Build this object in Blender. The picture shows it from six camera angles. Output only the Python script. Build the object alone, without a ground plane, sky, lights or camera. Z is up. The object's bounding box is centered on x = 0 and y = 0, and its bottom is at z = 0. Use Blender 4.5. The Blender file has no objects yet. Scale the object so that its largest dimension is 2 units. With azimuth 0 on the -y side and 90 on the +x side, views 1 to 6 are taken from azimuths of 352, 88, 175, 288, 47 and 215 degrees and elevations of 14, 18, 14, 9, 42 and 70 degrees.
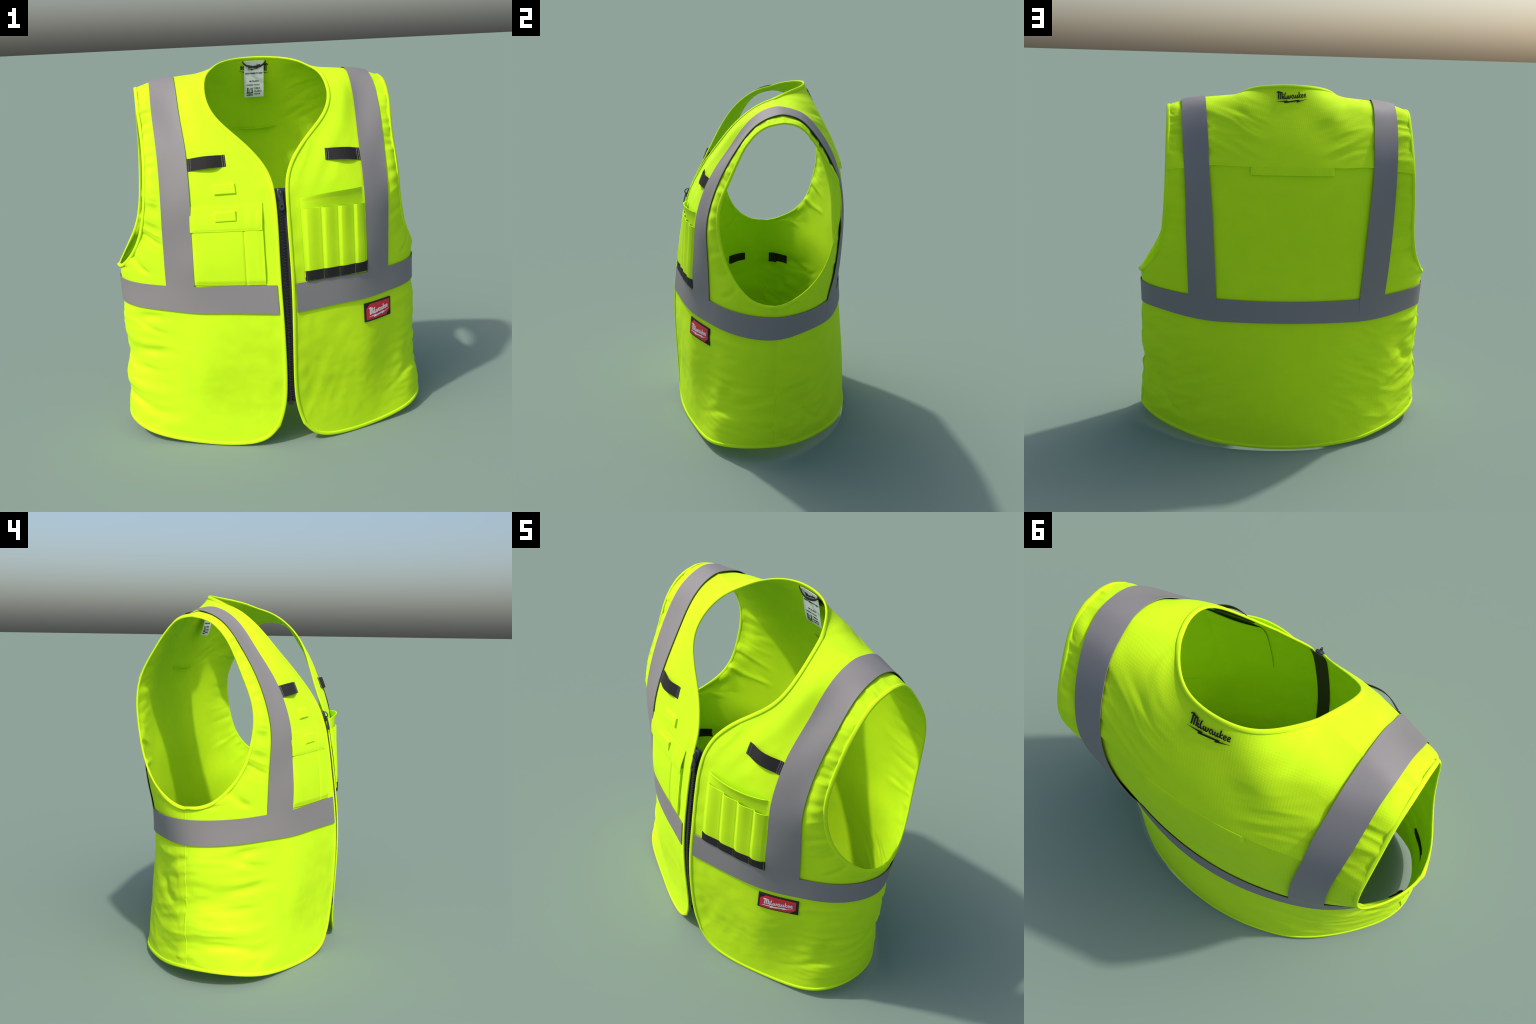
import bpy, bmesh, math, random
import numpy as np
from mathutils import Vector, noise
from mathutils.bvhtree import BVHTree

random.seed(7)
np.random.seed(7)

# =====================================================================
#  MATERIALS
# =====================================================================
def new_mat(name, base, rough=0.8, metallic=0.0, spec=0.3):
    m = bpy.data.materials.new(name)
    m.use_nodes = True
    nt = m.node_tree
    b = nt.nodes["Principled BSDF"]
    b.inputs["Base Color"].default_value = (*base, 1)
    b.inputs["Roughness"].default_value = rough
    b.inputs["Metallic"].default_value = metallic
    b.inputs["Specular IOR Level"].default_value = spec
    return m, nt, b

def math_node(nt, op, a, b=None):
    n = nt.nodes.new("ShaderNodeMath"); n.operation = op
    for i, v in enumerate((a, b)):
        if v is None: continue
        if isinstance(v, (int, float)): n.inputs[i].default_value = v
        else: nt.links.new(v, n.inputs[i])
    return n.outputs[0]

def fabric(name, base, tint, ripstop):
    """Fluorescent woven polyester; ripstop=True adds the fine square grid of the back cloth."""
    m, nt, b = new_mat(name, base, 0.85, 0, 0.15)
    tc = nt.nodes.new("ShaderNodeTexCoord")
    nz = nt.nodes.new("ShaderNodeTexNoise")
    nz.inputs["Scale"].default_value = 9; nz.inputs["Detail"].default_value = 4
    nt.links.new(tc.outputs["Object"], nz.inputs["Vector"])
    ramp = nt.nodes.new("ShaderNodeValToRGB")
    ramp.color_ramp.elements[0].position = 0.35
    ramp.color_ramp.elements[1].position = 0.65
    ramp.color_ramp.elements[0].color = (*tint, 1)
    ramp.color_ramp.elements[1].color = (*base, 1)
    nt.links.new(nz.outputs["Fac"], ramp.inputs["Fac"])
    col = ramp.outputs["Color"]
    sep = nt.nodes.new("ShaderNodeSeparateXYZ")
    nt.links.new(tc.outputs["Object"], sep.inputs[0])
    # yarn coordinate that runs down the cloth, over the shoulder as well
    down = math_node(nt, "SUBTRACT", sep.outputs["Z"], math_node(nt, "MULTIPLY", sep.outputs["Y"], 0.6))
    across = math_node(nt, "ADD", sep.outputs["X"], math_node(nt, "MULTIPLY", sep.outputs["Y"], 0.25))
    period = 0.0115 if ripstop else 0.006
    def line(c):
        s = math_node(nt, "SINE", math_node(nt, "MULTIPLY", c, 2 * math.pi / period))
        return math_node(nt, "POWER", math_node(nt, "ADD", math_node(nt, "MULTIPLY", s, 0.5), 0.5), 6.0)
    grid = math_node(nt, "MAXIMUM", line(down), line(across))
    if ripstop:
        mix = nt.nodes.new("ShaderNodeMix"); mix.data_type = "RGBA"
        nt.links.new(math_node(nt, "MULTIPLY", grid, 0.08), mix.inputs["Factor"])
        nt.links.new(col, mix.inputs["A"])
        mix.inputs["B"].default_value = (base[0] * 0.55, base[1] * 0.62, base[2], 1)
        col = mix.outputs["Result"]
    nt.links.new(col, b.inputs["Base Color"])
    bump = nt.nodes.new("ShaderNodeBump")
    bump.inputs["Strength"].default_value = 0.11 if ripstop else 0.07
    bump.inputs["Distance"].default_value = 0.002
    nt.links.new(grid, bump.inputs["Height"])
    nt.links.new(bump.outputs["Normal"], b.inputs["Normal"])
    return m

LIME = (0.565, 0.875, 0.012)
LIME_T = (0.535, 0.85, 0.012)
MAT_FRONT = fabric("lime_cloth", LIME, LIME_T, False)
MAT_BACK = fabric("lime_ripstop_cloth", (0.60, 0.91, 0.012), (0.565, 0.885, 0.012), True)
MAT_BIND = fabric("lime_binding_tape", (0.59, 0.90, 0.012), (0.565, 0.875, 0.012), False)

MAT_TAB = fabric("yellow_hook_tape", (0.60, 0.895, 0.012), (0.575, 0.875, 0.012), False)

def tape_mat():
    m, nt, b = new_mat("grey_reflective_tape", (0.216, 0.205, 0.209), 0.62, 0.0, 0.35)
    tc = nt.nodes.new("ShaderNodeTexCoord")
    nz = nt.nodes.new("ShaderNodeTexNoise"); nz.inputs["Scale"].default_value = 260
    nt.links.new(tc.outputs["Object"], nz.inputs["Vector"])
    ramp = nt.nodes.new("ShaderNodeValToRGB")
    ramp.color_ramp.elements[0].color = (0.203, 0.193, 0.196, 1)
    ramp.color_ramp.elements[1].color = (0.229, 0.218, 0.222, 1)
    nt.links.new(nz.outputs["Fac"], ramp.inputs["Fac"])
    nt.links.new(ramp.outputs["Color"], b.inputs["Base Color"])
    return m
MAT_TAPE = tape_mat()

def webbing_mat():
    m, nt, b = new_mat("black_webbing", (0.020, 0.019, 0.019), 0.8, 0, 0.2)
    tc = nt.nodes.new("ShaderNodeTexCoord")
    wv = nt.nodes.new("ShaderNodeTexWave")
    wv.wave_type = "BANDS"; wv.bands_direction = "Z"
    wv.inputs["Scale"].default_value = 90; wv.inputs["Distortion"].default_value = 0.4
    nt.links.new(tc.outputs["Object"], wv.inputs["Vector"])
    bump = nt.nodes.new("ShaderNodeBump")
    bump.inputs["Strength"].default_value = 0.3; bump.inputs["Distance"].default_value = 0.001
    nt.links.new(wv.outputs["Fac"], bump.inputs["Height"])
    nt.links.new(bump.outputs["Normal"], b.inputs["Normal"])
    return m
MAT_WEB = webbing_mat()
MAT_DARK = new_mat("dark_tape_backing", (0.010, 0.011, 0.010), 0.9, 0, 0.1)[0]
MAT_ZIPTAPE = new_mat("black_zipper_tape", (0.034, 0.033, 0.033), 0.8, 0, 0.25)[0]
MAT_TOOTH = new_mat("black_plastic_teeth", (0.018, 0.019, 0.022), 0.4, 0, 0.5)[0]
MAT_SLIDER = new_mat("dark_slate_metal", (0.030, 0.036, 0.048), 0.32, 0.3, 0.5)[0]
MAT_RED = new_mat("red_rubber", (0.64, 0.014, 0.036), 0.45, 0, 0.4)[0]
MAT_WHITE = new_mat("white_print", (0.75, 0.76, 0.78), 0.6, 0, 0.3)[0]
MAT_INK = new_mat("black_print", (0.010, 0.011, 0.013), 0.7, 0, 0.2)[0]
MAT_LABEL = new_mat("white_satin_label", (0.74, 0.78, 0.77), 0.5, 0, 0.4)[0]
MAT_THREAD = new_mat("grey_thread", (0.30, 0.30, 0.29), 0.8, 0, 0.2)[0]
MAT_THREAD_G = new_mat("olive_thread", (0.16, 0.20, 0.05), 0.8, 0, 0.2)[0]

# =====================================================================
#  SPLINES
# =====================================================================
def nat_spline(t, P, s, d0=None, d1=None):
    """C2 cubic spline through P (n,k) at knots t, evaluated at s; ends natural or clamped."""
    t = np.asarray(t, float); P = np.asarray(P, float); s = np.asarray(s, float)
    n = len(t); h = np.diff(t)
    A = np.zeros((n, n)); B = np.zeros_like(P)
    for i in range(1, n - 1):
        A[i, i - 1] = h[i - 1]; A[i, i] = 2 * (h[i - 1] + h[i]); A[i, i + 1] = h[i]
        B[i] = 6 * ((P[i + 1] - P[i]) / h[i] - (P[i] - P[i - 1]) / h[i - 1])
    if d0 is None: A[0, 0] = 1
    else:
        A[0, 0] = 2 * h[0]; A[0, 1] = h[0]; B[0] = 6 * ((P[1] - P[0]) / h[0] - d0)
    if d1 is None: A[-1, -1] = 1
    else:
        A[-1, -1] = 2 * h[-1]; A[-1, -2] = h[-1]; B[-1] = 6 * (d1 - (P[-1] - P[-2]) / h[-1])
    M = np.linalg.solve(A, B)
    i = np.clip(np.searchsorted(t, s, side="right") - 1, 0, n - 2)
    hh = h[i][:, None]; a = ((t[i + 1] - s) / h[i])[:, None]; b = ((s - t[i]) / h[i])[:, None]
    return a * P[i] + b * P[i + 1] + ((a**3 - a) * M[i] + (b**3 - b) * M[i + 1]) * hh**2 / 6

def smooth01(x):
    x = np.clip(x, 0, 1); return x * x * (3 - 2 * x)

# =====================================================================
#  THE CUT OF THE VEST  (right-hand half, x > 0; mirrored for the other)
#  Profile curves that run from the hem up to the shoulder seam, each a list
#  of (x, y, z) at matching rows.  The rows are: hem, skirt, skirt, belt lower
#  edge, belt upper edge, armhole floor, then up the chest to the shoulder.
# =====================================================================
FRONT_EDGE = [   # zip opening, then neckline
    (.063, -.516, .106), (.026, -.527, .250), (.019, -.538, .450), (.024, -.538, .730), (.027, -.524, .880),
    (.027, -.510, .990), (.026, -.498, 1.080), (.025, -.484, 1.170), (.026, -.460, 1.290), (.050, -.402, 1.440),
    (.150, -.325, 1.580), (.282, -.242, 1.715), (.320, -.140, 1.835), (.304, -.048, 1.901), (.275, .030, 1.932)]
FRONT_TAPE_IN = [   # under the inner edge of the shoulder tape
    (.450, -.408, .002), (.452, -.405, .230), (.453, -.418, .450), (.452, -.400, .733), (.454, -.398, .874),
    (.454, -.400, .990), (.453, -.394, 1.080), (.452, -.388, 1.170), (.450, -.380, 1.280), (.449, -.345, 1.420),
    (.450, -.281, 1.560), (.460, -.183, 1.712), (.465, -.091, 1.838), (.467, -.015, 1.893), (.467, .060, 1.914)]
FRONT_TAPE_OUT = [
    (.600, -.352, .018), (.597, -.327, .230), (.597, -.311, .450), (.592, -.312, .735), (.594, -.305, .868),
    (.595, -.307, .975), (.595, -.310, 1.070), (.595, -.315, 1.160), (.594, -.317, 1.280), (.593, -.288, 1.430),
    (.594, -.232, 1.575), (.601, -.146, 1.727), (.600, -.060, 1.834), (.597, .008, 1.874), (.595, .077, 1.892)]
FRONT_FLANK = [
    (.752, -.266, .050), (.742, -.233, .240), (.728, -.212, .450), (.724, -.203, .733), (.730, -.193, .865),
    (.735, -.197, .950), (.711, -.218, 1.020), (.674, -.251, 1.120), (.647, -.288, 1.260), (.634, -.277, 1.425),
    (.632, -.216, 1.573), (.640, -.136, 1.730), (.642, -.050, 1.834), (.641, .014, 1.864), (.640, .079, 1.877)]
SIDE = [   # side seam, up to the armhole floor
    (.829, .045, .078), (.822, .047, .240), (.819, .050, .450), (.821, .052, .730), (.827, .052, .862),
    (.830, .045, .926)]
FRONT_ARM = SIDE + [
    (.808, -.078, .953), (.743, -.180, 1.058), (.694, -.240, 1.226), (.674, -.246, 1.414),
    (.667, -.189, 1.570), (.675, -.117, 1.733), (.677, -.034, 1.829), (.677, .022, 1.854), (.677, .079, 1.865)]

# back: same row idea, own rows above the armhole floor
BACK_MID = [
    (0, .534, .006), (0, .524, .250), (0, .506, .450), (0, .476, .724), (0, .466, .845), (0, .460, .980),
    (0, .458, 1.090), (0, .465, 1.220), (0, .467, 1.380), (0, .441, 1.560), (0, .382, 1.705), (0, .310, 1.838),
    (0, .262, 1.925), (0, .226, 1.996)]
BACK_TAPE_IN = [
    (.396, .462, .018), (.396, .436, .250), (.396, .424, .450), (.396, .408, .716), (.396, .408, .846), (.402, .420, .980),
    (.408, .426, 1.090), (.415, .429, 1.220), (.425, .423, 1.380), (.440, .389, 1.560), (.446, .329, 1.707), (.456, .242, 1.829),
    (.461, .161, 1.889), (.467, .060, 1.914)]
BACK_TAPE_OUT = [
    (.558, .368, .034), (.553, .350, .250), (.550, .345, .450), (.547, .343, .722), (.547, .350, .854), (.550, .372, .970),
    (.554, .386, 1.080), (.559, .396, 1.220), (.564, .400, 1.370), (.572, .376, 1.540), (.582, .308, 1.692), (.588, .223, 1.812),
    (.591, .151, 1.872), (.595, .077, 1.892)]
BACK_FLANK = [
    (.724, .212, .052), (.718, .194, .250), (.714, .194, .450), (.720, .206, .732), (.733, .225, .862), (.738, .246, .945),
    (.708, .296, 1.012), (.660, .352, 1.150), (.640, .390, 1.330), (.634, .377, 1.533), (.635, .300, 1.694), (.637, .208, 1.818),
    (.638, .146, 1.866), (.640, .079, 1.877)]
BACK_ARM = SIDE + [
    (.785, .196, .983), (.720, .312, 1.105), (.687, .371, 1.300), (.675, .375, 1.524), (.674, .290, 1.694),
    (.673, .192, 1.822), (.675, .135, 1.856), (.677, .079, 1.865)]
NECK_BACK = [(.130, .197, 1.988), (.238, .092, 1.958)]        # neckline points between mid back and shoulder seam
NECK_BACK_LOW = [(.130, .249, 1.928), (.240, .194, 1.931)]    # one row below it
JROW = 5                                                        # row index of the armhole floor
# how far the chest swells between the front edge and the tape, row by row
CHEST_SWELL = [0, .007, .007, .014, .012, .011, .010, .008, .005, .006, .013, .013, .007, .002, .0]

def front_inner_cols():
    cols = []
    for f, w in ((.22, .35), (.64, 1.0)):
        c = []
        for e, t, b in zip(FRONT_EDGE, FRONT_TAPE_IN, CHEST_SWELL):
            c.append((e[0] + f * (t[0] - e[0]), e[1] + f * (t[1] - e[1]) - b * w, e[2] + f * (t[2] - e[2]) + b * w * .4))
        cols.append(c)
    cols[0][0] = (.125, -.508, .042)       # rounded front corner of the hem
    cols[1][0] = (.270, -.472, .003)
    return cols

def between(P0, P1, x):
    """Point of the back between the mid-back profile and the tape profile (parabolic section)."""
    f = x / P1[0]
    return (x, P0[1] + (P1[1] - P0[1]) * f * f, P0[2] + (P1[2] - P0[2]) * f * f)

def back_inner_cols():
    cols = []
    for k, x in enumerate((.130, .240)):
        c = [between(BACK_MID[r], BACK_TAPE_IN[r], x) for r in range(12)]
        c[11] = (x, c[11][1] + .006 * k + .003, c[11][2] + .003 * k)
        cols.append(c + [NECK_BACK_LOW[k], NECK_BACK[k]])
    c = [between(BACK_MID[r], BACK_TAPE_IN[r], .300) for r in range(11)]
    cols.append(c + [(.300, .276, 1.843), (.295, .148, 1.929), (.275, .030, 1.932)])
    return cols

NV = 24                      # samples per row interval
def sample_cols(cols):
    """cols: list of profiles -> array [v, col, 3]"""
    ref = np.array(cols[len(cols) // 2])
    t = np.concatenate([[0], np.cumsum(np.linalg.norm(np.diff(ref, axis=0), axis=1))])
    s = np.concatenate([np.linspace(t[i], t[i + 1], NV, endpoint=False) for i in range(len(t) - 1)] + [[t[-1]]])
    out = []
    for c in cols:
        c = np.array(c, float)
        out.append(nat_spline(t, c, s))
    return np.stack(out, 1)

def sample_edge(c, ref, sgn):
    """The armhole profile has a corner at the armhole floor: two separate splines."""
    c = np.array(c, float); ref = np.array(ref)
    t = np.concatenate([[0], np.cumsum(np.linalg.norm(np.diff(ref, axis=0), axis=1))])
    sa = np.concatenate([np.linspace(t[i], t[i + 1], NV, endpoint=False) for i in range(JROW)])
    sb = np.concatenate([np.linspace(t[i], t[i + 1], NV, endpoint=False) for i in range(JROW, len(t) - 1)] + [[t[-1]]])
    # param of the curved part by its own length, so that the floor of the hole is round
    A = nat_spline(t[:JROW + 1], c[:JROW + 1], sa)
    B = nat_spline(t[JROW:], c[JROW:], sb, d0=np.array((-.10, sgn * 1.25, 0)))
    return np.vstack([A, B])

fc = [FRONT_EDGE] + front_inner_cols() + [FRONT_TAPE_IN, FRONT_TAPE_OUT, FRONT_FLANK]
F = sample_cols(fc)
F = np.concatenate([F, sample_edge(FRONT_ARM, FRONT_TAPE_IN, -1)[:, None]], 1)
bc = [BACK_MID] + back_inner_cols() + [BACK_TAPE_IN, BACK_TAPE_OUT, BACK_FLANK]
B_ = sample_cols(bc)
B_ = np.concatenate([B_, sample_edge(BACK_ARM, BACK_TAPE_IN, 1)[:, None]], 1)
# the armhole floor's side seam columns must agree exactly
nlow = JROW * NV + 1
B_[:nlow, -1] = F[:nlow, -1]

SUB_F = [9, 16, 16, 14, 14, 16]                 # subdivisions between front profiles
SUB_B = [11, 9, 6, 9, 14, 14, 16]
def row_samples(k, sub):
    return np.concatenate([np.linspace(k[i], k[i + 1], sub[i], endpoint=False) for i in range(len(sub))] + [[k[-1]]])
def chord(P):
    return np.concatenate([[0], np.cumsum(np.maximum(np.linalg.norm(np.diff(P, axis=0), axis=1), 1e-4))])

def build_surface():
    gf, gb = [], []
    TJ = None
    for r in range(nlow):                                          # below the armholes: one row right round
        f = F[r]; b = B_[r]
        full = np.vstack([f, b[-2::-1]])                           # front edge -> side -> mid back
        k = chord(full)
        kf = k[:len(f)]; kb = k[len(f) - 1:]
        row = lambda s: nat_spline(k, full, s, None, np.array([-1.0, 0, 0]))
        gf.append(row(row_samples(kf, SUB_F)))
        gb.append(row(row_samples(kb, SUB_B[::-1]))[::-1])
        TJ = (row([kf[-1] + 1e-4]) - row([kf[-1] - 1e-4]))[0] / 2e-4
    def upper(A, sub, grid, T, d0, corner=0):
        for r in range(nlow, len(A)):
            a = A[r]; k = chord(a)
            w = smooth01((r - nlow + 1) / (1.6 * NV))
            n = (nat_spline(k, a, [k[-1]], d0) - nat_spline(k, a, [k[-1] - 1e-4], d0))[0] / 1e-4
            row = nat_spline(k, a, row_samples(k, sub), d0, T * (1 - w) + n * w)
            c = smooth01((r - (len(A) - 1 - 1.6 * NV)) / (1.6 * NV)) if corner else 0
            if c > 0:
                # towards the top the row turns a corner where the neckline meets the shoulder seam
                i = corner; ks = row_samples(k, sub); ni = sum(sub[:i])
                neck = nat_spline(k[:i + 1], a[:i + 1], ks[:ni + 1], d0, np.array((.42, -.86, -.32)))
                shoulder = nat_spline(k[i:], a[i:], ks[ni:], None, n)
                row = row * (1 - c) + np.vstack([neck[:-1], shoulder]) * c
            grid.append(row)
    upper(F, SUB_F, gf, TJ, None)
    upper(B_, SUB_B, gb, -TJ, np.array([1.0, 0, 0]), 3)               # the mid back is level at x = 0
    gf, gb = np.array(gf), np.array(gb)
    # sew the shoulder: the back takes the front's seam line, the change fading out below it
    seam = gf[-1]
    nf3 = sum(SUB_F[:3]); nb3 = sum(SUB_B[:3])
    want = np.concatenate([np.stack([np.interp(np.linspace(0, 1, SUB_B[3] + 1)[:-1], np.linspace(0, 1, nf3 + 1), seam[:nf3 + 1, c])
                                     for c in range(3)], 1), seam[nf3:]])
    dif = want - gb[-1, nb3:]
    for i in range(NV):
        gb[-1 - i, nb3:] += dif * (1 - smooth01(i / NV))
    return gf, gb

GF, GB = build_surface()                 # [v, u, 3]
GB_FULL = np.concatenate([GB[:, :0:-1] * np.array([-1, 1, 1]), GB], 1)   # from -x armhole to +x armhole

def grid_normals(G, flip):
    du = np.gradient(G, axis=1); dv = np.gradient(G, axis=0)
    n = np.cross(du, dv)
    n /= np.maximum(np.linalg.norm(n, axis=2, keepdims=True), 1e-9)
    return -n if flip else n
NF = grid_normals(GF, False)
NB = grid_normals(GB_FULL, True)
if NF[40, 20, 1] > 0: NF = -NF
if NB[40, NB.shape[1] // 2, 1] < 0: NB = -NB

# =====================================================================
#  WRINKLES of the cloth (metres, along the normal)
# =====================================================================
def gauss(x, c, w): return math.exp(-((x - c) / w) ** 2)
def fold(q):
    """noise with soft ridges and sharper valleys, as in creased cloth"""
    n = noise.noise(q)
    return .6 * n + .8 * (.25 - abs(noise.noise(q * 1.7 + Vector((7.3, 1.1, 4.2)))))
def crease(q, w=.11):
    """narrow grooves along the zero lines of a noise field, deeper in some places than in others"""
    n = noise.noise(q)
    return -math.exp(-(n / w) ** 2) * smooth01(.55 + 1.7 * noise.noise(q * .6 + Vector((3.7, 9.2, 1.4))))
def wrinkle(p):
    x, y, z = p
    ax = abs(x); s = 1 if x > 0 else -1
    d = 0.0
    # level folds at the flanks under the belt, strongest around the side seam
    flank = smooth01((ax - .52) / .22) * smooth01((.73 - z) / .06) * smooth01((z - .05) / .10)
    if flank > 0:
        zz_ = z * 8.5 + (2.2 if y > 0 else -.6) * y
        d += .0165 * flank * fold(Vector((x * 1.3 + 3.1 * s, y * 1.6, zz_)))
        d += .0050 * flank * fold(Vector((x * 4 + 1.7 * s, y * 5, zz_ * 2.2)))
        d += .0050 * flank
        d += .0130 * flank * crease(Vector((x * 1.6 + 2.4 * s, y * 2.4, z * 6.0 + (2.6 if y > .05 else -.8) * y)), .13)
    if z > .9:
        # short creases between tape and armhole, running out from the hole
        if y > .06: arm = smooth01((ax - .36) / .22) * smooth01((z - 1.0) / .12) * smooth01((1.86 - z) / .06)
        else: arm = smooth01((ax - .585) / .05) * smooth01((z - .98) / .10)
        if arm > 0:
            ang = math.atan2(z - 1.38, (y - .06) * 1.5)
            k_ = 6.0 if y < .06 else 4.6
            d += .0060 * arm * crease(Vector((math.cos(ang) * k_ * .8, math.sin(ang) * k_ * .8, 2.0 * s + ax * 1.5)), .12)
            d += .0120 * arm * fold(Vector((math.cos(ang) * k_, math.sin(ang) * k_, 5.0 * s + ax * 2.5)))
        under = smooth01((ax - .62) / .1) * smooth01((1.16 - z) / .12) * smooth01((z - .90) / .04)
        d += .0080 * under * crease(Vector((y * 6 + z * 5 * (1 if y > 0 else -1), s * 5, z * 2)), .12)
        d += .0090 * under * fold(Vector((y * 9 + z * 6 * (1 if y > 0 else -1), s * 3, z * 3)))
    if y < -.1:
        # slanting pulls at the chest, beside the zip and at the front corner
        chest = gauss(ax, .20, .15) * gauss(z, 1.46, .17)
        d += .0150 * chest * fold(Vector(((ax * .80 - z * .62) * 8.0, (ax * .62 + z * .8) * 1.6, 2.5 * s)))
        d += .0095 * chest * crease(Vector(((ax * .80 - z * .62) * 6.0, (ax * .62 + z * .8) * 1.5, 7.5 * s)), .12)
        corner = gauss(ax, .16, .13) * gauss(z, .24, .20) * smooth01((z - .04) / .05)
        d += .0105 * corner * .55 * fold(Vector(((ax * .92 - z * .34) * 8.0, (ax * .34 + z * .9) * 1.5, 4.0 * s)))
        zipside = gauss(ax, .075, .035) * smooth01((1.45 - z) / .1) * smooth01((z - .1) / .1)
        d += .0045 * zipside * noise.noise(Vector((ax * 9, 3 * s, z * 12)))
        skirt = smooth01((ax - .06) / .06) * smooth01((.72 - z) / .06) * smooth01((z - .02) / .08)
        d += .0026 * skirt * noise.fractal(Vector((x * 5 + 9, 0, z * 6 - ax * 2)), 1, 2, 3)
        d += .0014 * skirt * fold(Vector((x * 13, 3.0, z * 15)))
    if y > .1:
        # pulls of the yoke below the shoulder, broad waves elsewhere
        yoke = smooth01((z - 1.57) / .10) * smooth01((ax - .08) / .2) * smooth01((1.935 - z) / .05)
        yoke *= 1 - .55 * gauss(ax, .52, .07)
        d += .0120 * yoke * fold(Vector((x * 2.0 + 4, 0, z * 8.5 - ax * 3.2)))
        d += .0030 * yoke * fold(Vector((x * 5.0, 0, z * 17 - ax * 6)))
        d += .0018 * noise.noise(Vector((x * 3, 2.0, z * 5))) * smooth01((z - .02) / .06)
        d += .0055 * yoke * crease(Vector((x * 1.8 + 2, 0, z * 7.0 - ax * 3.0)), .12)
        low = smooth01((.72 - z) / .06) * smooth01((ax - .15) / .3) * smooth01((z - .04) / .08)
        d += .0095 * low * fold(Vector((x * 2.2 + 1, y * 2, z * 7.5 + ax * 3.0)))
        d += .0030 * low * fold(Vector((x * 6, y * 4, z * 16 + ax * 6.0)))
    return d

def displaced(G, N, edges):
    """edges: which ends of the rows are armhole edges, where the binding holds the cloth flat"""
    out = G.copy()
    nu = G.shape[1]
    for i in range(G.shape[0]):
        up = i >= nlow - 2
        top = smooth01((G.shape[0] - 1 - i) / 22)          # seams at the shoulder lie flat
        for j in range(nu):
            w = 1.0
            if up and "u1" in edges: w *= smooth01((nu - 1 - j) / 12)
            if up and "u0" in edges: w *= smooth01(j / 12)
            out[i, j] += N[i, j] * wrinkle(G[i, j]) * (.08 + .92 * w) * top
    return out

# =====================================================================
#  MESH HELPERS
# =====================================================================
def make_obj(name, verts, faces, mat, parent=None, smooth=True, angle=None):
    me = bpy.data.meshes.new(name)
    me.from_pydata([tuple(map(float, v)) for v in verts], [], [tuple(f) for f in faces])
    me.update()
    bm = bmesh.new(); bm.from_mesh(me)
    bmesh.ops.recalc_face_normals(bm, faces=bm.faces)
    bm.to_mesh(me); bm.free()
    for p in me.polygons: p.use_smooth = smooth
    if angle is not None:
        me.set_sharp_from_angle(angle=math.radians(angle))
    o = bpy.data.objects.new(name, me)
    bpy.context.scene.collection.objects.link(o)
    for m in (mat if isinstance(mat, (list, tuple)) else [mat]):
        me.materials.append(m)
    if parent is not None: o.parent = parent
    return o

def slab_from_grids(top, bot):
    """Closed sheet between two grids [v,u,3]."""
    nv, nu = top.shape[:2]
    V = np.concatenate([top.reshape(-1, 3), bot.reshape(-1, 3)])
    n = nv * nu
    I = lambda i, j, k: k * n + i * nu + j
    Fc = []
    for i in range(nv - 1):
        for j in range(nu - 1):
            Fc.append((I(i, j, 0), I(i, j + 1, 0), I(i + 1, j + 1, 0), I(i + 1, j, 0)))
            Fc.append((I(i, j, 1), I(i + 1, j, 1), I(i + 1, j + 1, 1), I(i, j + 1, 1)))
    for j in range(nu - 1):
        for i in (0, nv - 1):
            Fc.append((I(i, j, 0), I(i, j + 1, 0), I(i, j + 1, 1), I(i, j, 1)))
    for i in range(nv - 1):
        for j in (0, nu - 1):
            Fc.append((I(i, j, 0), I(i + 1, j, 0), I(i + 1, j, 1), I(i, j, 1)))
    return V, Fc

def sheet(name, G, N, thick, mat, parent, angle=40, back_mat=None):
    V, Fc = slab_from_grids(G, G - N * thick)
    o = make_obj(name, V, Fc, mat if back_mat is None else [mat, back_mat], parent, True, angle)
    if back_mat is not None:
        n = G.shape[0] * G.shape[1]
        for p in o.data.polygons:
            if all(v >= n for v in p.vertices): p.material_index = 1
    return o

MIR = np.array([-1.0, 1, 1])

# =====================================================================
#  THE VEST
# =====================================================================
vest = bpy.data.objects.new("safety_vest", None)
bpy.context.scene.collection.objects.link(vest)
vest["label"] = "lime yellow safety vest with grey reflective tape and pockets"
vest["category"] = "safety vest"

TH = 0.0035
DF = {}
for s in (1, -1):
    m = np.array([s, 1.0, 1.0])
    G = DF[s] = displaced(GF * m, NF * m, ("u1",))
    sheet("front_panel", G, NF * m, TH, MAT_FRONT, vest)
GBd = displaced(GB_FULL, NB, ("u0", "u1"))
# sew the side seams: the back's wrinkles meet the front's there
for s, cols in ((1, range(-1, -12, -1)), (-1, range(0, 11))):
    dif = DF[s][:nlow, -1] - GBd[:nlow, cols[0]]
    for k, c in enumerate(cols):
        GBd[:nlow, c] += dif * (1 - smooth01(k / 10))
sheet("back_panel", GBd, NB, TH, MAT_BACK, vest)

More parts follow.
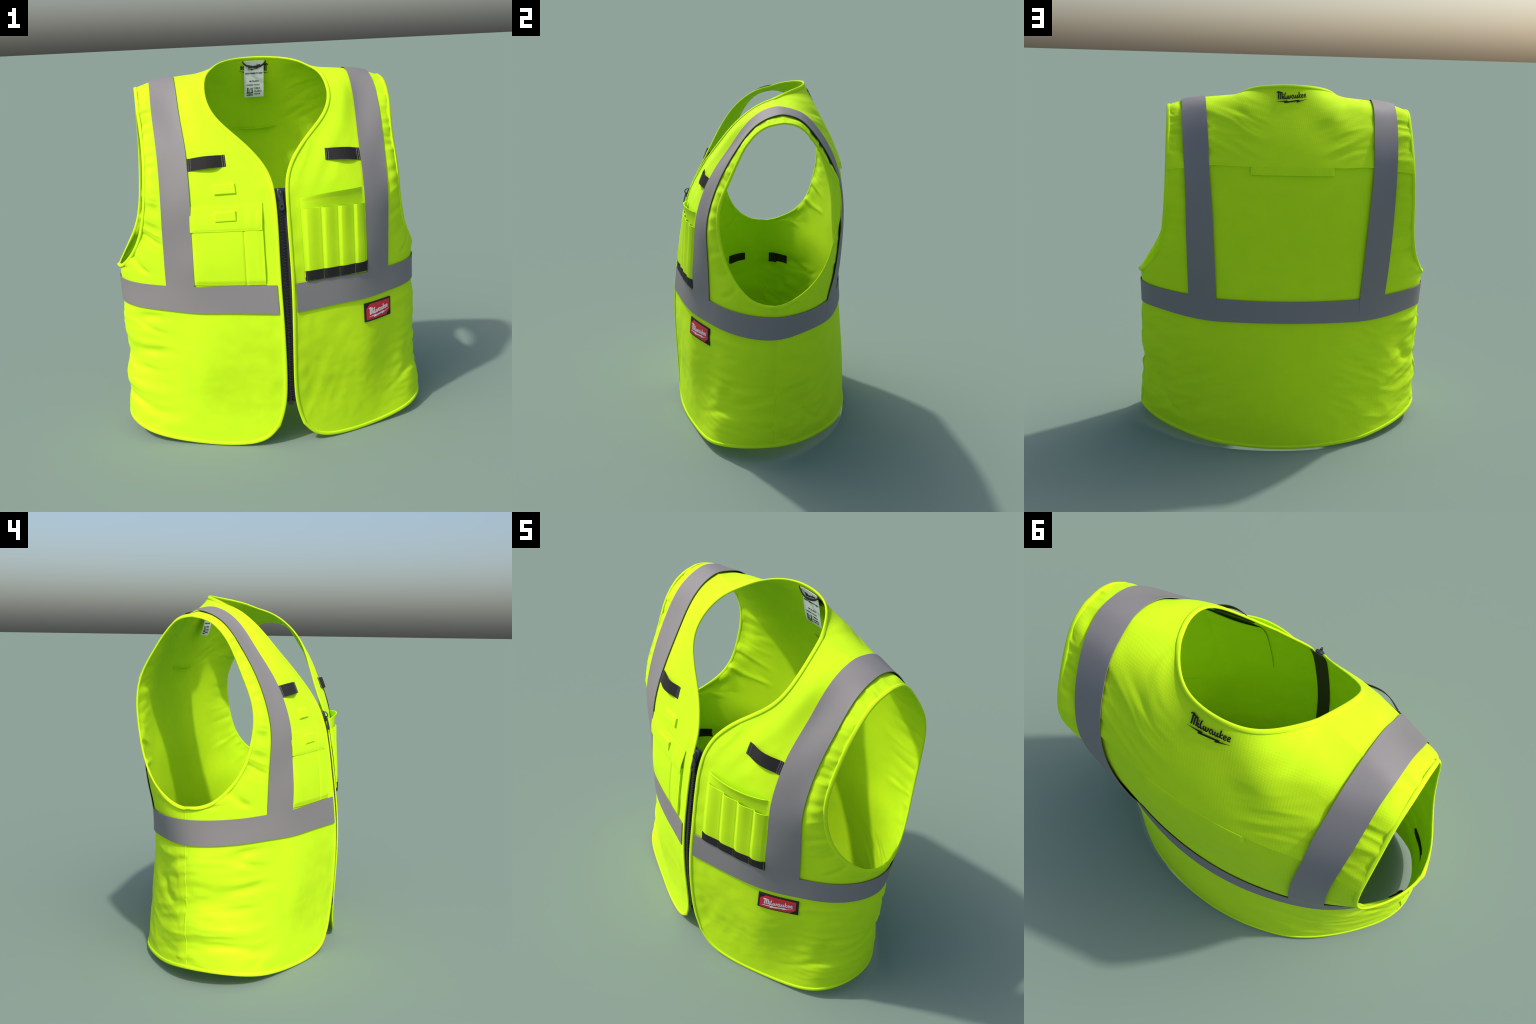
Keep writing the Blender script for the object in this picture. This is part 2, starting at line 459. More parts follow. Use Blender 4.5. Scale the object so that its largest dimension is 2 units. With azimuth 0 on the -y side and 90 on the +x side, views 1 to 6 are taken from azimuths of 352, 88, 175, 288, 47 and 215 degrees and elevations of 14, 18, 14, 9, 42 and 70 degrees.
# smooth reference surfaces for placing parts
def bvh_of(G):
    V, Fc = [], []
    nv, nu = G.shape[:2]
    for i in range(nv - 1):
        for j in range(nu - 1):
            a = i * nu + j
            Fc.append((a, a + 1, a + nu + 1)); Fc.append((a, a + nu + 1, a + nu))
    return BVHTree.FromPolygons([Vector(p) for p in G.reshape(-1, 3)], Fc)
BVH_F = {1: bvh_of(GF), -1: bvh_of(GF * MIR)}
BVH_B = bvh_of(GB_FULL)
BVH_DF = {s: bvh_of(DF[s]) for s in (1, -1)}
BVH_DB = bvh_of(GBd)
def on_front(x, z):
    """Point and outward normal of the chest at (x, z)."""
    t = BVH_F[1 if x > 0 else -1]
    h = t.ray_cast(Vector((x, -3, z)), Vector((0, 1, 0)))
    if h[0] is None:
        h = t.find_nearest(Vector((x, -.45, z)))
    n = Vector(h[1]);  n = -n if n.y > 0 else n
    return np.array(h[0]), np.array(n)
def on_back(x, z):
    h = BVH_B.ray_cast(Vector((x, 3, z)), Vector((0, -1, 0)))
    if h[0] is None:
        h = BVH_B.find_nearest(Vector((x, .4, z)))
    n = Vector(h[1]);  n = -n if n.y < 0 else n
    return np.array(h[0]), np.array(n)

def quad_patch(surf, corners, nu, nv):
    """Grid on the garment over a quad given as (x,z) top-left, top-right, bottom-right, bottom-left."""
    tl, tr, br, bl = [np.array(c, float) for c in corners]
    P = np.zeros((nv + 1, nu + 1, 3)); N = np.zeros_like(P)
    for i in range(nv + 1):
        for j in range(nu + 1):
            s, t = j / nu, i / nv
            q = (tl * (1 - s) + tr * s) * (1 - t) + (bl * (1 - s) + br * s) * t
            P[i, j], N[i, j] = surf(*q)
    # average the normals a little: the reference mesh is faceted
    for _ in range(2):
        M = N.copy()
        M[1:-1] = (N[:-2] + 2 * N[1:-1] + N[2:]) / 4; N = M.copy()
        M[:, 1:-1] = (N[:, :-2] + 2 * N[:, 1:-1] + N[:, 2:]) / 4; N = M
    N /= np.linalg.norm(N, axis=2, keepdims=True)
    return P, N

def cloth_piece(name, surf, corners, nu, nv, off, mat, parent, base=0.0, angle=35):
    """A sewn-on piece: its face stands off(s,t) above the garment, its underside base above it."""
    P, N = quad_patch(surf, corners, nu, nv)
    o = np.array([[off(j / nu, i / nv) for j in range(nu + 1)] for i in range(nv + 1)])[..., None]
    b = np.array([[base(j / nu, i / nv) if callable(base) else base for j in range(nu + 1)] for i in range(nv + 1)])[..., None]
    V, Fc = slab_from_grids(P + N * o, P + N * b)
    return make_obj(name, V, Fc, mat, parent, True, angle)

# ---------------------------------------------------------------- binding
def tube_along(name, pts, tang_in, normals, a, b, mat, closed, parent, over=.002):
    """Folded tape over an edge: flattened tube, a = half width, b = half thickness."""
    nseg = 10
    V, Fc = [], []
    n = len(pts)
    for p, t, nn in zip(pts, tang_in, normals):
        c = p + t * (a - over)
        for k in range(nseg):
            w = 2 * math.pi * k / nseg
            cw, sw = math.cos(w), math.sin(w)
            V.append(c + t * a * math.copysign(abs(cw) ** .7, cw) + nn * b * math.copysign(abs(sw) ** .7, sw))
    for i in range(n if closed else n - 1):
        for k in range(nseg):
            i2 = (i + 1) % n; k2 = (k + 1) % nseg
            Fc.append((i * nseg + k, i2 * nseg + k, i2 * nseg + k2, i * nseg + k2))
    if not closed:
        Fc.append(tuple(range(nseg))); Fc.append(tuple(range((n - 1) * nseg, n * nseg))[::-1])
    return make_obj(name, V, Fc, mat, parent, True, None)

def unit(a): return a / np.maximum(np.linalg.norm(a, axis=-1, keepdims=True), 1e-9)
def edge_data(G, N, which):
    """boundary points, direction into the cloth, normal"""
    if which == "u0": return G[:, 0], unit(G[:, 2] - G[:, 0]), N[:, 0]
    if which == "u1": return G[:, -1], unit(G[:, -3] - G[:, -1]), N[:, -1]
    if which == "v0": return G[0], unit(G[2] - G[0]), N[0]
    if which == "v1": return G[-1], unit(G[-3] - G[-1]), N[-1]

def join_edges(parts, closed, smooth_n=3):
    p = np.concatenate([q[0] for q in parts]); t = np.concatenate([q[1] for q in parts]); n = np.concatenate([q[2] for q in parts])
    keep = [0]
    for i in range(1, len(p)):
        if np.linalg.norm(p[i] - p[keep[-1]]) > .004: keep.append(i)
    if closed and np.linalg.norm(p[keep[-1]] - p[keep[0]]) < .004: keep.pop()
    p, t, n = p[keep], t[keep], n[keep]
    def sm(a):
        if closed: return (np.roll(a, 1, 0) + 2 * a + np.roll(a, -1, 0)) / 4
        b = a.copy(); b[1:-1] = (a[:-2] + 2 * a[1:-1] + a[2:]) / 4; return b
    for _ in range(smooth_n):
        t = sm(t); n = sm(n)
    # the in-direction must stand square on the edge
    d = unit(np.roll(p, -1, 0) - np.roll(p, 1, 0)) if closed else unit(np.gradient(p, axis=0))
    n = unit(n - d * (n * d).sum(1, keepdims=True))
    t = t - d * (t * d).sum(1, keepdims=True)
    t = unit(t - n * (t * n).sum(1, keepdims=True))
    return p, t, n

rev = lambda e: tuple(a[::-1] for a in e)
mir = lambda e: tuple(a * MIR for a in e)
# the one long edge: back neck -> neckline and zip edge -> hem -> back hem, then the other half back again
mid = GB_FULL.shape[1] // 2
n_in = SUB_B[0] + SUB_B[1] + SUB_B[2]
def half_edge(s):
    m = np.array([s, 1.0, 1.0])
    sl = slice(mid, None) if s > 0 else slice(mid, None, -1)
    neck = tuple(a[sl][:n_in] for a in edge_data(GBd, NB, "v1"))      # mid back to shoulder seam
    front = rev(edge_data(DF[s], NF * m, "u0"))
    hem = edge_data(DF[s], NF * m, "v0")
    hemb = tuple(a[sl][::-1] for a in edge_data(GBd, NB, "v0"))
    return [neck, front, hem, hemb]
a, b = half_edge(1), half_edge(-1)
p, t, n = join_edges(a + [rev(e) for e in b[::-1]], True, 5)
tube_along("edge_binding", p, t, n, .0098, .0050, MAT_BIND, True, vest)
j0 = nlow - 1
for s in (1, -1):
    m = np.array([s, 1.0, 1.0])
    side_b = GBd[:, -1 if s > 0 else 0]; nb_ = NB[:, -1 if s > 0 else 0]
    ctr = np.array((.735 * s, .06, 1.38))
    def arm_part(P, N): return P[j0:], unit(P[j0:] - ctr), N[j0:]
    p, t, n = join_edges([arm_part(DF[s][:, -1], NF[:, -1] * m), rev(arm_part(side_b, nb_))], True, 4)
    tube_along("armhole_binding", p, t, n, .0098, .0050, MAT_BIND, True, vest)
    # side seam: a narrow felled ridge under the arm
    q = DF[s][:j0 + 1, -1]; qn = NF[:j0 + 1, -1] * m
    tq = np.tile(np.array((0, -1.0, 0)), (len(q), 1))
    tube_along("side_seam", q, tq, qn, .0032, .0013, MAT_FRONT, False, vest, over=.0032)

# ---------------------------------------------------------------- reflective tape
cF = np.concatenate([[0], np.cumsum(SUB_F)])      # column indices of the profiles
cB = mid + np.concatenate([[0], np.cumsum(SUB_B)])
TAPE = .003
r_lo, r_hi = 3 * NV, 4 * NV
def lift(G, N, o): return G + N * o
for s in (1, -1):
    m = np.array([s, 1.0, 1.0])
    # shoulder tape: up the chest, over the shoulder, down the back
    gf = GF[r_lo + 4:, cF[3]:cF[4] + 1]; nf = NF[r_lo + 4:, cF[3]:cF[4] + 1]
    gb = GB_FULL[r_lo + 4:, cB[4]:cB[5] + 1]; nbk = NB[r_lo + 4:, cB[4]:cB[5] + 1]
    of = np.full(len(gf), .0080)
    tb = np.linspace(0, 1, len(gb))
    ob = .0080 + .0065 * np.sin(np.pi * np.clip(tb, 0, 1)) ** 1.0
    G = np.concatenate([gf + nf * of[:, None, None], (gb + nbk * ob[:, None, None])[-2::-1]])
    N = np.concatenate([nf, nbk[-2::-1]])
    # the tape lies in one even curve over the shoulder
    j = len(gf)
    for _ in range(60):
        w = smooth01(1 - np.abs(np.arange(len(G)) - j) / 26)[1:-1, None, None]
        G[1:-1] += w * .5 * ((G[:-2] + G[2:]) / 2 - G[1:-1])
        N[1:-1] += w * .5 * ((N[:-2] + N[2:]) / 2 - N[1:-1])
    N = unit(N)
    G = G + N * (.004 * smooth01(1 - np.abs(np.arange(len(G)) - j) / 40))[:, None, None]
    sheet("reflective_shoulder_tape", G * m, N * m, TAPE, MAT_TAPE, vest, 50, MAT_DARK)
# belt: one band from zip edge round the back to the other zip edge
bf = GF[r_lo:r_hi + 1, 2:]; bfn = NF[r_lo:r_hi + 1, 2:]
bb = GB_FULL[r_lo:r_hi + 1]; bbn = NB[r_lo:r_hi + 1]
G = np.concatenate([(bf * MIR), bb[:, 1:-1], bf[:, ::-1]], 1)
N = np.concatenate([(bfn * MIR), bbn[:, 1:-1], bfn[:, ::-1]], 1)
G = G + N * .0078
sheet("reflective_belt_tape", G, N, TAPE, MAT_TAPE, vest, 50, MAT_DARK)

# ---------------------------------------------------------------- back yoke
def back_row_at(z, j):
    col = GB_FULL[:, j, 2]
    return int(np.argmin(np.abs(col[:9 * NV + 14] - z)))
# yoke: rows from its lower edge up to the shoulder, standing proud towards the lower edge
ry = 9 * NV + 2
gy = GB_FULL[ry:].copy(); ny = NB[ry:]
gyd = GBd[ry:]
k = np.arange(len(gy))
o = (0.0028 + .0060 * np.exp(-k / 12.5)) * (1 - smooth01((k - len(k) + 42) / 40)) + .0003
top = gyd + ny * o[:, None, None]
bot = gyd - ny * .0010
V, Fc = slab_from_grids(top[:, 3:-3], bot[:, 3:-3])
make_obj("back_yoke", V, Fc, MAT_BACK, vest, True, 50)
cloth_piece("vent_strip", on_back, [(.223, 1.572), (-.223, 1.572), (-.223, 1.532), (.223, 1.532)], 40, 6,
            lambda s, t: .0105 - .003 * max(0, 1 - min(s, 1 - s) / .01), MAT_BACK, vest, base=.0035)

# inside of the vent: a small sagging lip under a slit
def in_back(x, z):
    p, n = on_back(x, z); return p - n * TH, -n
cloth_piece("vent_slit", in_back, [(.155, 1.592), (-.130, 1.592), (-.10, 1.572), (.12, 1.572)], 30, 5,
            lambda s, t: .002 + .024 * math.sin(math.pi * s) * (1 - t), MAT_BACK, vest,
            base=lambda s, t: .0 + .021 * math.sin(math.pi * s) * (1 - t))

# ---------------------------------------------------------------- chest loops
def stitch_line(surf, a, b, off, n, r=.0009):
    """dashes of thread from a to b (x,z) on the garment"""
    V, Fc = [], []
    a = np.array(a); b = np.array(b)
    for i in range(n):
        q0 = a + (b - a) * (i + .15) / n; q1 = a + (b - a) * (i + .85) / n
        P0, N0 = surf(*q0); P1, N1 = surf(*q1)
        P0 = P0 + N0 * off; P1 = P1 + N1 * off
        d = unit((P1 - P0)[None])[0]; w = np.cross(d, N0)
        base = len(V)
        for P in (P0, P1):
            for (sx, sy) in ((1, 0), (0, 1), (-1, 0), (0, -1)):
                V.append(P + w * r * sx + N0 * r * sy)
        for kk in range(4):
            k2 = (kk + 1) % 4
            Fc.append((base + kk, base + k2, base + 4 + k2, base + 4 + kk))
        Fc.append((base, base + 1, base + 2, base + 3)); Fc.append((base + 4, base + 5, base + 6, base + 7))
    return V, Fc
def stuff(name, pieces, mat, parent):
    V, Fc = [], []
    for v, f in pieces:
        b = len(V); V += list(v); Fc += [tuple(i + b for i in q) for q in f]
    o = make_obj(name, V, Fc, mat, parent, False)
    o["kind"] = "stuff"
    return o

def in_front(x, z):
    p, n = on_front(x, z); return p - n * TH, -n

for s in (1, -1):
    cor = [(s * .446, 1.518), (s * .258, 1.532), (s * .256, 1.475), (s * .447, 1.459)]
    bow = lambda u, t: .0045 + .016 * math.sin(math.pi * min(1, max(0, (u - .09) / .82))) ** 1.1
    lp = cloth_piece("chest_loop", on_front, cor, 36, 5, bow, MAT_WEB, vest, base=lambda u, t: bow(u, t) - .003)
    st = []
    tl, tr, br, bl = [np.array(c) for c in cor]
    for f in (.03, .085, .915, .97):
        st.append(stitch_line(on_front, tl + (tr - tl) * f, bl + (br - bl) * f, .0050, 9))
    stuff("loop_stitching", st, MAT_THREAD, lp)
    cloth_piece("loop_backing", in_front, [(s * .43, 1.505), (s * .255, 1.522), (s * .255, 1.478), (s * .43, 1.460)], 16, 4,
                lambda u, t: .004, MAT_WEB, vest, base=.0)

# ---------------------------------------------------------------- pocket with flap (x < 0)
def rim(s, t, w=.02, h=.0015):
    """slightly raised stitched border"""
    return h if min(s, 1 - s, t, 1 - t) < w else 0.0
fp = cloth_piece("flap_pocket", on_front, [(-.458, 1.190), (-.100, 1.190), (-.101, .884), (-.457, .884)], 60, 40,
                 lambda s, t: .0045 + .0060 * smooth01(s / .06) * smooth01((1 - t) / .08) + .003 * math.sin(math.pi * s) * math.sin(math.pi * min(1, t * 1.1))
                 - .0040 * math.exp(-((s - .735) / .010) ** 2) + (.0012 * smooth01((s - .75) / .03) * smooth01((.97 - s) / .05)),
                 MAT_FRONT, vest)
fl = cloth_piece("pocket_flap", on_front, [(-.455, 1.288), (-.094, 1.296), (-.103, 1.160), (-.457, 1.158)], 60, 24,
                 lambda s, t: .005 + .010 * smooth01(t * 1.3) - .003 * rim(s, t, .045, 1) * 0.5
                 + .0012 * math.sin(s * 40) * smooth01((s - .6) / .1) * math.sin(math.pi * t),
                 MAT_FRONT, vest, base=lambda s, t: .001 + .0095 * smooth01(t * 1.3))
def soft_tab(name, cor, h0, h, parent):
    def f(s, t):
        e = min(s, 1 - s) * .11; g = min(t, 1 - t) * .05; d = min(e, g)
        return h0 + h * math.sqrt(max(0, 1 - (1 - min(1, d / .006)) ** 2)) * 1.0
    return cloth_piece(name, on_front, cor, 44, 24, f, MAT_TAB, parent, base=h0 - .003)
soft_tab("hook_tab", [(-.331, 1.390), (-.221, 1.394), (-.219, 1.343), (-.328, 1.340)], .0, .008, vest)
soft_tab("hook_tab", [(-.336, 1.257), (-.227, 1.260), (-.226, 1.209), (-.333, 1.206)], .012, .0075, fl)

# ---------------------------------------------------------------- pen pocket (x > 0)
bulge_mouth = lambda s, t: .004 + .042 * (math.sin(math.pi * min(1, s * 1.05)) ** .8 if 0 < s < .952 else 0) * (1 - t) ** 2.0
cloth_piece("pocket_panel", on_front, [(.097, 1.302), (.452, 1.326), (.452, 1.150), (.098, 1.150)], 60, 20,
            lambda s, t: bulge_mouth(s, t) + .003 + (.0025 if t < .09 and s < .93 else 0), MAT_FRONT, vest,
            base=lambda s, t: max(.0005, bulge_mouth(s, t)))
cuts = [0, .28, .53, .78, 1.0]
def pleat(s, t):
    for a, b in zip(cuts[:-1], cuts[1:]):
        if a <= s <= b:
            f = (s - a) / (b - a)
            # each pen slot is a soft roll, steeper on its outer side
            return smooth01(f / .26) * (1 - .80 * smooth01((f - .34) / .66)) if 0 < f < 1 else 0.0
    return 0.0
def pen_off(s, t): return .0055 + smooth01((1 - s) / .06) * (.0045 + .0110 * pleat(s, t) * (1 - .40 * t)) + .014 * (1 - t) ** 2 * math.sin(math.pi * s)
pp = cloth_piece("pen_pocket", on_front, [(.097, 1.246), (.453, 1.243), (.453, .905), (.099, .905)], 112, 40,
                 pen_off, MAT_FRONT, vest, base=lambda s, t: pen_off(s, t) - .004, angle=60)
hb = cloth_piece("pocket_hem_band", on_front, [(.099, .936), (.453, .938), (.451, .886), (.101, .886)], 112, 6,
                 lambda s, t: .0130 + .0065 * pleat(s, 1) * (1 - .6 * t), MAT_WEB, pp, base=.004, angle=60)
st = []
for f in (.015, .28, .53, .78, .985):
    xa = .099 + .357 * f; xb = .101 + .351 * f
    st.append(stitch_line(on_front, (xa, .936), (xb, .885), .0140, 6, .0010))
stuff("band_stitching", st, MAT_THREAD_G, hb)

# inner chest pockets, seen through the neck
for s in (1, -1):
    mouth = lambda u, t: .003 + .016 * math.sin(math.pi * u) * (1 - t) ** 3
    cloth_piece("inner_pocket", in_front, [(s * .50, 1.452), (s * .240, 1.417), (s * .248, .905), (s * .50, .905)], 30, 30,
                lambda u, t: mouth(u, t) + .002, MAT_FRONT, vest, base=lambda u, t: mouth(u, t) - .001)

# ---------------------------------------------------------------- zipper
zx = -.003
def zip_y(z):
    p, _ = on_front(.035, z); return p[1]
zz = np.linspace(1.358, .238, 80)
zy = np.array([zip_y(z) for z in zz])
tape_top = np.array([[(x, y + .006, z) for x in np.linspace(-.033, .033, 7)] for y, z in zip(zy, zz)])
V, Fc = slab_from_grids(tape_top, tape_top + np.array([0, .003, 0]))
zipper = make_obj("zipper", V, Fc, MAT_ZIPTAPE, vest, True, 40)
def box(c, sx, sy, sz, d=(0, 0, 1)):
    c = np.array(c); V = []
    for i in (-1, 1):
        for j in (-1, 1):
            for kx in (-1, 1):
                V.append(c + np.array((i * sx, j * sy, kx * sz)))
    return V, [(0, 1, 3, 2), (4, 6, 7, 5), (0, 4, 5, 1), (2, 3, 7, 6), (0, 2, 6, 4), (1, 5, 7, 3)]
teeth = []
nt_ = 150
for i in range(nt_):
    z = 1.300 - i * (1.300 - .250) / (nt_ - 1)
    y = np.interp(-z, -zz, zy)
    sgn = 1 if i % 2 else -1
    teeth.append(box((zx + sgn * .0026, y + .0015 - .0006 * sgn, z), .0078, .0036, .0023))
stuff("zipper_teeth", teeth, MAT_TOOTH, zipper)
cords = []
for sgn in (1, -1):
    for i in range(40):
        z0 = 1.305 - i * 1.055 / 40; z1 = z0 - 1.055 / 40
        y0 = np.interp(-z0, -zz, zy)
        cords.append(box((zx + sgn * .0135, y0 + .0035, (z0 + z1) / 2), .0016, .0015, abs(z1 - z0) / 2 + .0015))
stuff("zipper_cord", cords, MAT_ZIPTAPE, zipper)
# slider body: a tapered shield, a bridge, and a pull with an eye
ys = np.interp(-1.335, -zz, zy)
def loft(name, rings, mat, parent, angle=35):
    n = len(rings[0]); V = [p for r in rings for p in r]; Fc = []
    for i in range(len(rings) - 1):
        for kk in range(n):
            k2 = (kk + 1) % n
            Fc.append((i * n + kk, i * n + k2, (i + 1) * n + k2, (i + 1) * n + kk))
    Fc.append(tuple(range(n))[::-1]); Fc.append(tuple(range((len(rings) - 1) * n, len(rings) * n)))
    o = make_obj(name, V, Fc, mat, parent, True, angle)
    return o
def oval(cx, cy, cz, a, b, n=20, p=.6):
    return [(cx + a * math.copysign(abs(math.cos(w)) ** p, math.cos(w)), cy + b * math.copysign(abs(math.sin(w)) ** p, math.sin(w)), cz)
            for w in [2 * math.pi * i / n for i in range(n)]]
rings = []
for z, a, b in ((1.302, .0085, .006), (1.306, .011, .008), (1.322, .0135, .0095), (1.345, .0165, .010), (1.356, .0150, .0095), (1.361, .009, .006)):
    rings.append(oval(zx, np.interp(-z, -zz, zy) - .003, z, a, b))
slider = loft("zipper_slider", rings, MAT_SLIDER, zipper)
# bridge over the slider
def tube(path, r, n=8):
    path = np.array(path); V, Fc = [], []
    d = unit(np.gradient(path, axis=0))
    for pnt, dd in zip(path, d):
        a = np.array((1.0, 0, 0)) if abs(dd[0]) < .9 else np.array((0, 0, 1.0))
        u = unit(np.cross(dd, a)[None])[0]; v = np.cross(dd, u)
        for kk in range(n):
            w = 2 * math.pi * kk / n
            V.append(pnt + u * r * math.cos(w) + v * r * math.sin(w))
    for i in range(len(path) - 1):
        for kk in range(n):
            k2 = (kk + 1) % n
            Fc.append((i * n + kk, i * n + k2, (i + 1) * n + k2, (i + 1) * n + kk))
    Fc.append(tuple(range(n))); Fc.append(tuple(range((len(path) - 1) * n, len(path) * n)))
    return V, Fc
path = [(zx, ys - .009 - .017 * math.sin(math.pi * f) ** .8, 1.318 + .038 * f) for f in np.linspace(0, 1, 14)]
V, Fc = tube(path, .0032)
make_obj("slider_bridge", V, Fc, MAT_SLIDER, slider)
# pull: flat tongue hanging from the bridge, round eye at its lower end
def pull():
    outer = [(-.0055, 1.330), (.0055, 1.330), (.0085, 1.300), (.0115, 1.272), (.0115, 1.262), (.0060, 1.256), (-.0060, 1.256), (-.0115, 1.262), (-.0115, 1.272), (-.0085, 1.300)]
    hole = [(.0055 * math.cos(w), 1.273 + .0070 * math.sin(w)) for w in [2 * math.pi * i / 12 for i in range(12)]]
    me = bpy.data.curves.new("pull_outline", "CURVE"); me.dimensions = "2D"; me.fill_mode = "BOTH"
    me.extrude = .0022; me.bevel_depth = .0012; me.bevel_resolution = 2
    for loop in (outer, hole):
        sp = me.splines.new("POLY"); sp.points.add(len(loop) - 1); sp.use_cyclic_u = True
        for q, pt in zip(loop, sp.points): pt.co = (q[0], q[1], 0, 1)
    o = bpy.data.objects.new("tmp_pull", me); bpy.context.scene.collection.objects.link(o)
    dg = bpy.context.evaluated_depsgraph_get()
    mesh = bpy.data.meshes.new_from_object(o.evaluated_get(dg))
    bpy.data.objects.remove(o)
    for v in mesh.vertices:
        x, z, h = v.co
        v.co = (zx + x + .002, np.interp(-z, -zz, zy) - .0145 + (z - 1.256) * -.03 - h, z)
    mesh.materials.clear(); mesh.materials.append(MAT_SLIDER)
    q = bpy.data.objects.new("zipper_pull", mesh); bpy.context.scene.collection.objects.link(q)
    mesh.set_sharp_from_angle(angle=math.radians(35))
    q.parent = slider
pull()
yb = np.interp(-.245, -zz, zy)
V, Fc = box((zx, yb + .001, .238), .012, .006, .011)
make_obj("zipper_stop", V, Fc, MAT_TOOTH, zipper, False)
V, Fc = box((zx + .001, yb - .001, .262), .0035, .006, .010)
make_obj("zipper_pin", V, Fc, MAT_TOOTH, zipper, False)

# ---------------------------------------------------------------- inner waist band with black ends
def in_side(y, z, s):
    best = None
    o = Vector((0, y, z))
    for tr in (BVH_DF[s], BVH_DB):
        h = tr.ray_cast(o, Vector((s, 0, 0)))
        if h[0] is not None and (best is None or h[3] < best[3]): best = h
    n = Vector(best[1]); n = -n if n.x * s > 0 else n
    return np.array(best[0]) + np.array(n) * TH, np.array(n)
for s in (1, -1):
    f = lambda y, z, s=s: in_side(y, z, s)
    cloth_piece("waist_band", f, [(-.11, .694), (.10, .694), (.10, .628), (-.11, .628)], 24, 5, lambda u, t: .005, MAT_FRONT, vest)
    cloth_piece("waist_tab", f, [(-.210, .690), (-.098, .690), (-.098, .634), (-.210, .634)], 14, 4, lambda u, t: .007, MAT_WEB, vest)
    cloth_piece("waist_tab", f, [(.085, .690), (.205, .690), (.205, .634), (.085, .634)], 14, 4, lambda u, t: .007, MAT_WEB, vest)
    cloth_piece("waist_buckle", f, [(.085, .692), (.136, .692), (.136, .624), (.085, .632)], 8, 4, lambda u, t: .015, MAT_WEB, vest, base=.006)

# ---------------------------------------------------------------- lettering
def flat_text(body, shear=0.0, bold=0.0, spacing=1.0):
    cu = bpy.data.curves.new("tmp_text", "FONT")
    cu.body = body; cu.shear = shear; cu.offset = bold; cu.space_character = spacing
    cu.align_x = "LEFT"; cu.resolution_u = 3
    o = bpy.data.objects.new("tmp_text", cu); bpy.context.scene.collection.objects.link(o)
    dg = bpy.context.evaluated_depsgraph_get()
    me = bpy.data.meshes.new_from_object(o.evaluated_get(dg))
    bpy.data.objects.remove(o); bpy.data.curves.remove(cu)
    bm = bmesh.new(); bm.from_mesh(me)
    bmesh.ops.triangulate(bm, faces=bm.faces)
    co = np.array([v.co[:2] for v in bm.verts]); fc = [[v.index for v in f.verts] for f in bm.faces]
    bm.free(); bpy.data.meshes.remove(me)
    lo, hi = co.min(0), co.max(0)
    return (co - lo) / (hi - lo), fc

def stroke_word():
    """The script word mark, drawn as pen strokes in a 0..1 box (each stroke: points, width)."""
    def arc(cx, cy, rx, ry, a0, a1, n=10):
        return [(cx + rx * math.cos(math.radians(a0 + (a1 - a0) * i / n)), cy + ry * math.sin(math.radians(a0 + (a1 - a0) * i / n))) for i in range(n + 1)]
    S = []
    w = .030
    X, L, K = .40, .80, .74            # heights of small letters and of l, k (capital = 1)
    S += [([(.050, .0), (.050, .80), (.056, .93), (.078, .99)], w * 1.25), ([(-.015, .84), (.02, .95), (.070, .97)], w * 1.0)]
    S += [([(.056, .76), (.085, .90), (.108, .88), (.113, .78), (.113, .0)], w * 1.2), ([(.119, .72), (.145, .83), (.168, .82), (.175, .72), (.175, .0)], w * 1.2)]
    x = .222
    S += [([(x, X), (x, .08), (x + .02, .0), (x + .045, .10)], w), ([(x, X + .18), (x + .003, X + .26)], w * 1.1)]
    x = .290
    S += [([(x, L), (x, .08), (x + .02, .0), (x + .045, .10)], w * 1.05)]
    x = .355
    S += [([(x, X), (x, .12), (x + .022, .0), (x + .050, .12), (x + .054, X - .04)], w), ([(x + .054, X), (x + .056, .12), (x + .080, .0), (x + .108, .14), (x + .112, X)], w)]
    x = .545
    S += [(arc(x, .20, .036, .20, 60, 300, 12), w), ([(x + .040, X), (x + .040, .10), (x + .058, .0), (x + .080, .1)], w)]
    x = .645
    S += [([(x, X), (x, .12), (x + .025, .0), (x + .056, .14), (x + .060, X)], w), ([(x + .060, X), (x + .060, .10), (x + .078, .0), (x + .098, .1)], w)]
    x = .765
    S += [([(x, K), (x, .0)], w * 1.1), ([(x + .062, X), (x + .008, .20), (x + .040, .04), (x + .072, .02)], w * .95)]
    for x in (.880, .975):
        S += [([(x - .026, .18), (x + .020, .24), (x + .024, .34), (x, X), (x - .026, .32), (x - .030, .18), (x - .018, .05), (x + .008, .0), (x + .044, .08)], w * .9)]
    return S

def strokes_mesh(S, asp):
    """ribbons for pen strokes, in units where the word is 1 wide and asp high"""
    V, Fc = [], []
    for pts, w in S:
        q = np.array(pts, float); q[:, 1] *= asp
        # resample to a smooth line
        if len(q) > 2:
            k = chord(q); q = nat_spline(k, q, np.linspace(0, k[-1], max(10, int(k[-1] / .012))))
            
        d = unit(np.gradient(q, axis=0)); nn = np.stack([-d[:, 1], d[:, 0]], 1)
        b = len(V)
        for a, c in zip(q, nn):
            V.append(a + c * w / 2); V.append(a - c * w / 2)
        for i in range(len(q) - 1):
            Fc.append((b + 2 * i, b + 2 * i + 1, b + 2 * i + 3, b + 2 * i + 2))
    return np.array(V), Fc

# lightning bolt along the baseline: upper edge left to right, then the lower edge back (units of its length)
BOLT = [(.0, .0), (.358, .008), (.369, -.019), (.746, .001), (.743, -.030), (1.0, .0),
        (.644, -.077), (.653, -.041), (.260, -.066), (.264, -.025)]

